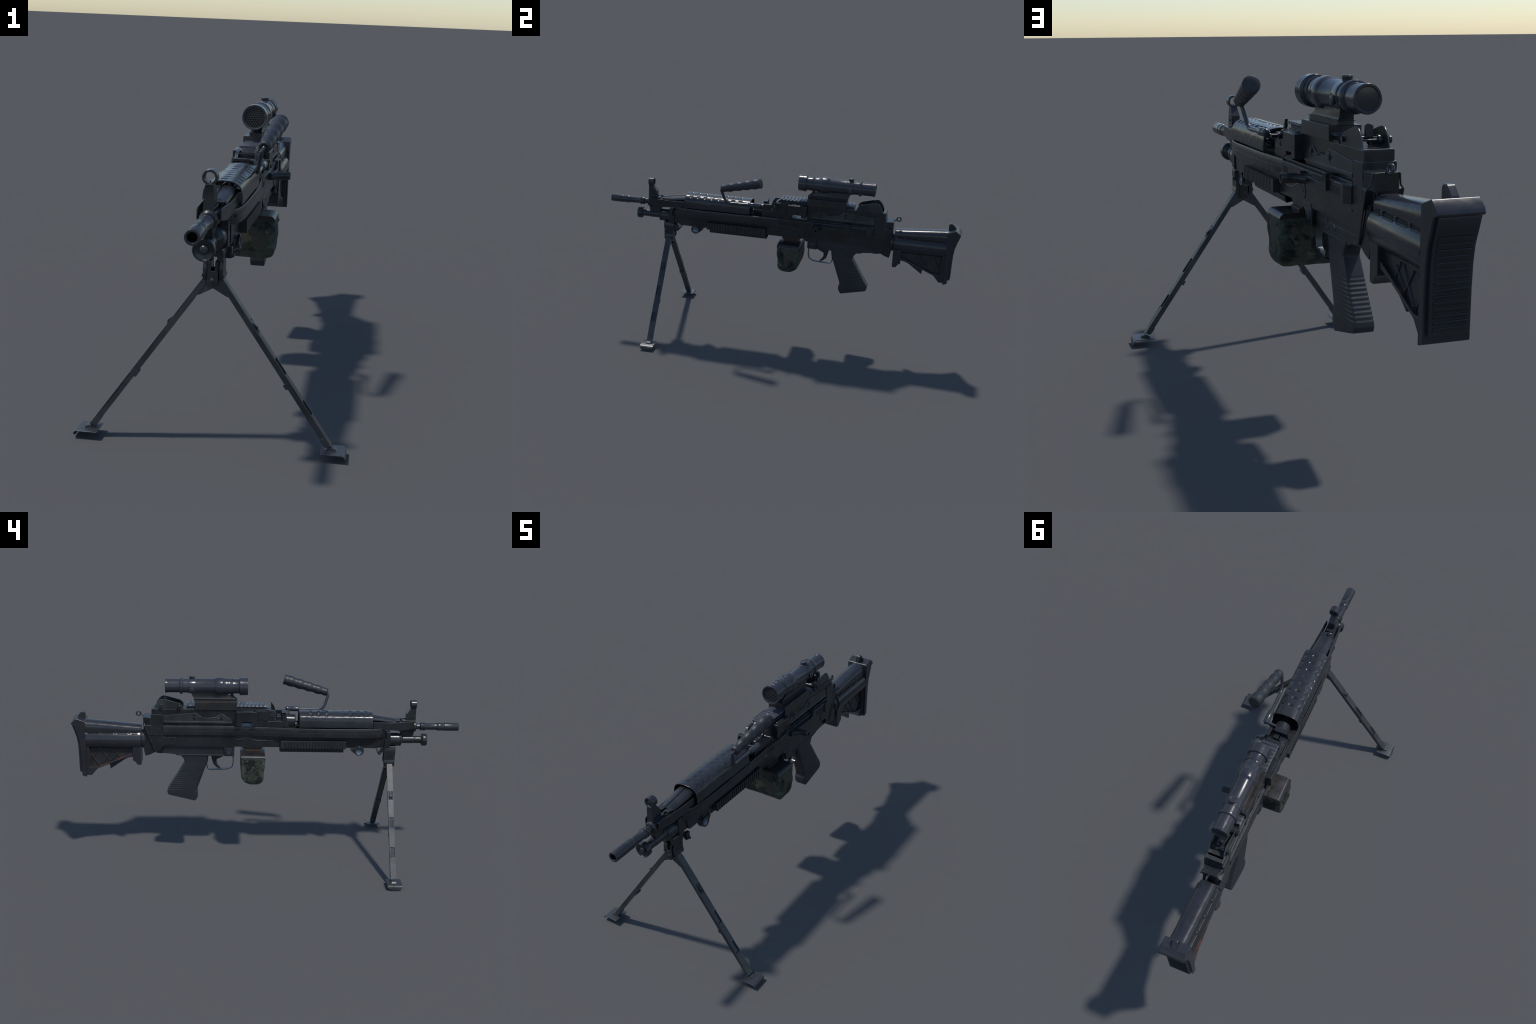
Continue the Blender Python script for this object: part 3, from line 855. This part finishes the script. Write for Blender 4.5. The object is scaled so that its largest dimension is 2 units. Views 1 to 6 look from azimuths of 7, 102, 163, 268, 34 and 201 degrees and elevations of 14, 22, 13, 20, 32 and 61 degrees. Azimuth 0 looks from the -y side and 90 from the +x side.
m.done('pouch_lid', pouchb, LID, .0016)
m = Mesh()
m.prism([(.0140, .6310), (.0270, .6110), (.0270, .6000), (.1100, .6000), (.1100, .6110), (.1310, .6310)], -.030, .030)
m.sym([(.0300, .6020), (.0300, .6100), (.1050, .6100), (.1050, .6020)], .030, .036)
m.done('pouch_hanger', pouchb, HANGER, .0010)
m = Mesh()
for s in (-1, 1):
    for y in (.0250, .1075):
        m.lathe([(.100, .0056), (.1065, .0056), (.1082, .0042), (.1084, .0025), (.1075, .0020)], (0, y, .5705), (s, 0, 0), 18)
    m.lathe([(0, .0062), (.0035, .0060), (.0050, .0045), (.0050, .0025), (.0043, .0020)], (s * .0600, .1275, .5690), (0, 1, 0), 18)
    m.lathe([(0, .0062), (.0035, .0060), (.0050, .0045), (.0050, .0025), (.0043, .0020)], (s * .0600, .0068, .5690), (0, -1, 0), 18)
m.done('snap_stud', pouchb, STEEL2, .0004)

# ------------------------------------------------------------------ bipod
m = Mesh()
arch = [(-.0306, .5960), (-.0306, .6250), (-.0250, .6340), (.0250, .6340), (.0306, .6250), (.0306, .5960), (.0150, .5960), (.0095, .6120), (.0050, .6180), (-.0050, .6180), (-.0095, .6120), (-.0150, .5960)]
m.prism(arch, -.6765, -.6170, 'y')
m.prism([(-.6450, .6330), (-.6450, .7140), (-.6225, .7140), (-.6225, .6765), (-.6145, .6750), (-.6145, .6250)], -.0375, .0375)
m.sym([(-.6700, .5980), (-.6690, .5900), (-.6745, .5760), (-.6735, .5570), (-.6690, .5350), (-.6550, .5480), (-.6300, .5480), (-.6210, .5310), (-.6200, .5980)], .0180, .0305)
m.prism([(.0235, .5600), (.0305, .5600), (.0350, .5450), (.0270, .5450)], -.674, -.620, 'y')
m.prism([(-.0305, .5600), (-.0235, .5600), (-.0270, .5450), (-.0350, .5450)], -.674, -.620, 'y')
bip = m.done('bipod', gun, STEEL, .0014)
m = Mesh()
u = [(.0122, .5950), (.0122, .5300), (.0095, .5210), (.0030, .5160), (-.0100, .5160), (-.0165, .5210), (-.0190, .5300), (-.0190, .5950), (-.0100, .5950), (-.0090, .5680), (-.0060, .5650), (.0010, .5650), (.0028, .5680), (.0035, .5950)]
m.prism([(x + .0034, z) for x, z in u], -.678, -.672, 'y')
m.prism([(x + .0034, z) for x, z in u], -.630, -.624, 'y')
m.box(-.0120, -.0065, -.672, -.630, .540, .5945); m.box(.0065, .0120, -.672, -.630, .540, .5945)
m.lathe([(0, .0075), (.0030, .0070), (.0045, .0045)], (0, -.6770, .5365), (0, -1, 0), 18)
m.lathe([(0, .0070), (.0025, .0065), (.0040, .004)], (0, -.6250, .5365), (0, 1, 0), 18)
m.done('bipod_yoke', bip, STEEL, .0010)
m = Mesh()
m.prism([(-.6170, .6270), (-.6010, .6270), (-.5960, .6160), (-.5840, .6040), (-.5830, .5950), (-.5880, .5885), (-.5980, .5890), (-.6060, .6000), (-.6170, .6050)], -.030, .030)
m.box(.0280, .0440, -.6080, -.5870, .5900, .6240)
m.cyl((.028, -.5935, .5960), (.0500, -.5935, .5960), .0062, 16)
m.cyl((-.036, -.5935, .5960), (-.028, -.5935, .5960), .0062, 16)
m.done('bipod_lever', bip, STEEL, .0014)

def leg(side):
    """pressed channel leg: built along its own axis, then laid to the foot"""
    ax = Vector((.5705, 0, -.8213)).normalized()          # down and outward
    out = Vector((.8213, 0, .5705)).normalized()          # outer face
    o = Vector((.0268, -.650, .5455))                     # top of the outer face
    M = Matrix.Identity(4)
    # along = local X, out = local Z, fore-aft = local Y
    for i, vct in enumerate((ax, Vector((0, 1, 0)), out)):
        M[0][i], M[1][i], M[2][i] = vct
    M.translation = o
    F = Matrix.Scale(side, 4, Vector((1, 0, 0)))
    L = .6150
    hw = .0146
    m = Mesh()
    # outer web in segments so that the windows are real gaps
    gaps = [(.154, .201), (.294, .352), (.450, .502)]
    x = .0
    for g0, g1 in gaps + [(L, L)]:
        m.box(x, g0, -hw, hw, -.0030, 0)
        if g1 > g0:
            m.box(g0, g1, -hw, -hw + .0042, -.0030, 0)
            m.box(g0, g1, hw - .0042, hw, -.0030, 0)
        x = g1
    for s in (-1, 1):
        m.box(0, L - .004, s * hw, s * (hw - .0030), -.0176, -.0028)
    m.box(.375, .393, -hw - .0010, hw + .0010, -.0236, -.0030)
    m.box(L - .036, L - .012, -hw - .0006, hw + .0006, -.0200, -.0030)
    # gusset web towards the hinge
    for y in (-.0135, .0085):
        m.prism([(.000, -.0150), (-.010, -.0300), (.012, -.0440), (.055, -.0230), (.064, -.0150)], y, y + .005, 'y')
    m.moved(F @ M)
    ob = m.done('leg', bip, LEGM, .0008)
    m = Mesh()
    m.box(.1560, .1990, -.0085, .0085, -.0100, -.0010)
    m.prism([(.1570, -.002), (.1720, .0030), (.1830, .0062), (.1970, -.001)], -.0075, .0075, 'y')
    m.moved(F @ M)
    m.done('leg_latch', ob, STEEL, .0008)
    m = Mesh()
    m.box(.074, L - .012, -.0106, .0106, -.0184, -.0048)
    m.moved(F @ M)
    m.done('leg_extension', ob, STEEL2, .0008)
    # skid foot: bent plate with a rounded outer lip
    m = Mesh()
    prof = [(.3465, .0262), (.4120, .0262), (.4185, .0235), (.4225, .0165), (.4205, .0150), (.4165, .0205), (.4110, .0228), (.3465, .0228)]
    m.prism(prof, -.6915, -.6155, 'y')
    lip = [(-.6915, .0200), (-.6890, .0120), (-.6800, .0065), (-.6680, .0020), (-.6560, .0003), (-.6490, .0), (-.6400, .0010), (-.6270, .0065), (-.6180, .0120), (-.6155, .0200)]
    m.prism(lip, .4185, .4215, 'x', taper=lambda v: Vector((v.x + (.0200 - v.z) * .18, v.y, v.z)))
    m.prism([(.3560, .0258), (.3660, .0330), (.3800, .0360), (.3900, .0325), (.3960, .0258)], -.6630, -.6390, 'y')
    m.moved(F)
    m.done('foot', ob, FOOTM, .0012)
    return ob
leg(1); leg(-1)

# ------------------------------------------------------------------ butt stock
m = Mesh()
m.lathe([(.624, .0430), (.634, .0500), (.640, .0500), (.6420, .0470), (.6480, .0470)], (0, 0, .6550), seg=40)
st0 = m.done('buttstock', gun, POLY, .0012)
m = Mesh()
m.lathe([(.6462, .0510), (.6478, .0555), (.6500, .0562), (.9300, .0562)], (0, 0, .6555), seg=56)
# cheek riser lofted over the tube
def riser(t):
    y = .6465 + t * .2850
    hw, top, sh = .0385 + .0040 * t, .7312 + .0250 * t, .7060 + .0130 * t
    half = [(hw - .0030, .6850), (hw - .0015, .6960), (hw, sh), (hw - .0015, sh + (top - sh) * .42), (hw - .0075, sh + (top - sh) * .73), (hw * .55, top - .0018), (hw * .25, top - .0002)]
    return [Vector((x, y, z)) for x, z in half] + [Vector((-x, y, z)) for x, z in half[::-1]]
m.rings([riser(t / 10) for t in range(11)])
tube = m.done('stock_tube', st0, POLY, .0016, 2, 40)
m = Mesh()
for s in (-1, 1):
    for y in (.704, .777, .851):
        m.box(s * .0370, s * .0432, y - .0065, y + .0065, .6880, .7030)
    for a, b in ((.662, .695), (.7130, .768), (.786, .8420), (.860, .916)):
        m.prism([(.0360, .6860), (.0458, .6860), (.0450, .6925), (.0360, .6935)] if s > 0 else [(-.0360, .6860), (-.0458, .6860), (-.0450, .6925), (-.0360, .6935)], a, b, 'y')
m.done('stock_bridge', st0, POLY, .0012)
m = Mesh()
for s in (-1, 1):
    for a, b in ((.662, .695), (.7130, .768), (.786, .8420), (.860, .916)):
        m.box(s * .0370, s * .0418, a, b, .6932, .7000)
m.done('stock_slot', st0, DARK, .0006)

m = Mesh()
m.prism([(.6452, .6300), (.6452, .5232), (.6650, .5222), (.6760, .5385), (.6900, .5480), (.6900, .6300)], -.0445, .0445)
m.prism([(.6850, .5845), (.8680, .5070), (.9200, .5060), (.9200, .4620), (.9055, .4612), (.8740, .4980), (.8120, .5245), (.7400, .5540), (.6850, .5670)], -.0395, .0395)
m.box(-.0455, .0455, .9130, .9310, .4640, .6300)
m.prism([(.6880, .5700), (.7050, .5600), (.7330, .5465), (.8085, .4925), (.8130, .5250), (.7500, .5560)], -.0255, .0255)
m.done('stock_frame', st0, POLY, .0020)
m = Mesh()
m.prism([(.6850, .6200), (.6850, .5780), (.8680, .5020), (.9180, .5020), (.9180, .6200)], -.0270, .0270)
pn = m.done('stock_panel', st0, WORNPANEL, .0010)
m = Mesh()
for (a, b) in (((.8711, .5965), (.9058, .5322)), ((.9044, .5691), (.8627, .5129)), ((.8506, .5950), (.8063, .5382)), ((.7975, .6000), (.8510, .5155)), ((.7836, .6000), (.7571, .5610)), ((.7600, .5890), (.8062, .5407))):
    for s in (-1, 1):
        p, q = Vector((0, *a)), Vector((0, *b))
        d = (q - p).normalized(); nn = Vector((0, -d.z, d.y)) * .0040
        base, topw = s * .0262, s * .0312
        m.faces([p + nn + Vector((base, 0, 0)), q + nn + Vector((base, 0, 0)), q - nn + Vector((base, 0, 0)), p - nn + Vector((base, 0, 0)),
                 p + nn * .45 + Vector((topw, 0, 0)), q + nn * .45 + Vector((topw, 0, 0)), q - nn * .45 + Vector((topw, 0, 0)), p - nn * .45 + Vector((topw, 0, 0))],
                [(3, 2, 1, 0), (4, 5, 6, 7), (0, 1, 5, 4), (1, 2, 6, 5), (2, 3, 7, 6), (3, 0, 4, 7)])
m.done('panel_rib', pn, POLY, .0010)
m = Mesh()
for s in (-1, 1):
    m.prism([(.6900, .5850), (.8685, .5095), (.9130, .5080), (.9130, .5030), (.8670, .5030), (.6900, .5780)], s * .0262, s * .0385)
    m.prism([(.9090, .5080), (.9090, .6050), (.9140, .6050), (.9140, .5080)], s * .0262, s * .0385)
m.done('panel_rim', pn, BROWN, .0010)

m = Mesh()
m.prism([(.9285, .7575), (.9400, .7620), (.9720, .7730), (.9950, .7545), (1.0, .7440), (.9960, .7395), (.9860, .7370), (.9760, .7080), (.9620, .6700), (.9560, .6300), (.9530, .5770), (.9520, .4650), (.9285, .4565)],
        -.0552, .0552)
bp = m.done('butt_plate', st0, POLY, .0028, 3)
m = Mesh()
m.prism([(.9800, .7440), (.9930, .7400), (.9945, .7300), (.9830, .7013), (.9730, .6680), (.9675, .6270), (.9658, .5770), (.9645, .4835), (.9500, .4830), (.9500, .7440)], -.0465, .0465)
pad = m.done('butt_pad', bp, PAD, .0022, 3)
m = Mesh()
def pad_y(z):
    zz = [(.7013, .9830), (.6680, .9730), (.6270, .9675), (.5770, .9658), (.4835, .9645)]
    for (a, ya), (b, yb) in zip(zz, zz[1:]):
        if a >= z >= b: return ya + (yb - ya) * (a - z) / (a - b)
    return .9645
for k in range(15):
    z = .6930 - k * .01385
    y = pad_y(z)
    m.prism([(y - .003, z + .0036), (y + .0018, z + .0036), (y + .0030, z + .0026), (y + .0014, z - .0030), (y - .0005, z - .0062), (y - .003, z - .0062)], -.0390, .0390)
m.done('pad_rib', pad, PAD, .0008)
m = Mesh()
m.prism([(.9300, .7560), (.9300, .7860), (.9325, .7935), (.9380, .7975), (.9490, .7970), (.9560, .7915), (.9720, .7735), (.9660, .7600)], -.0110, .0110)
m.done('sling_lug', bp, POLY, .0045, 3)
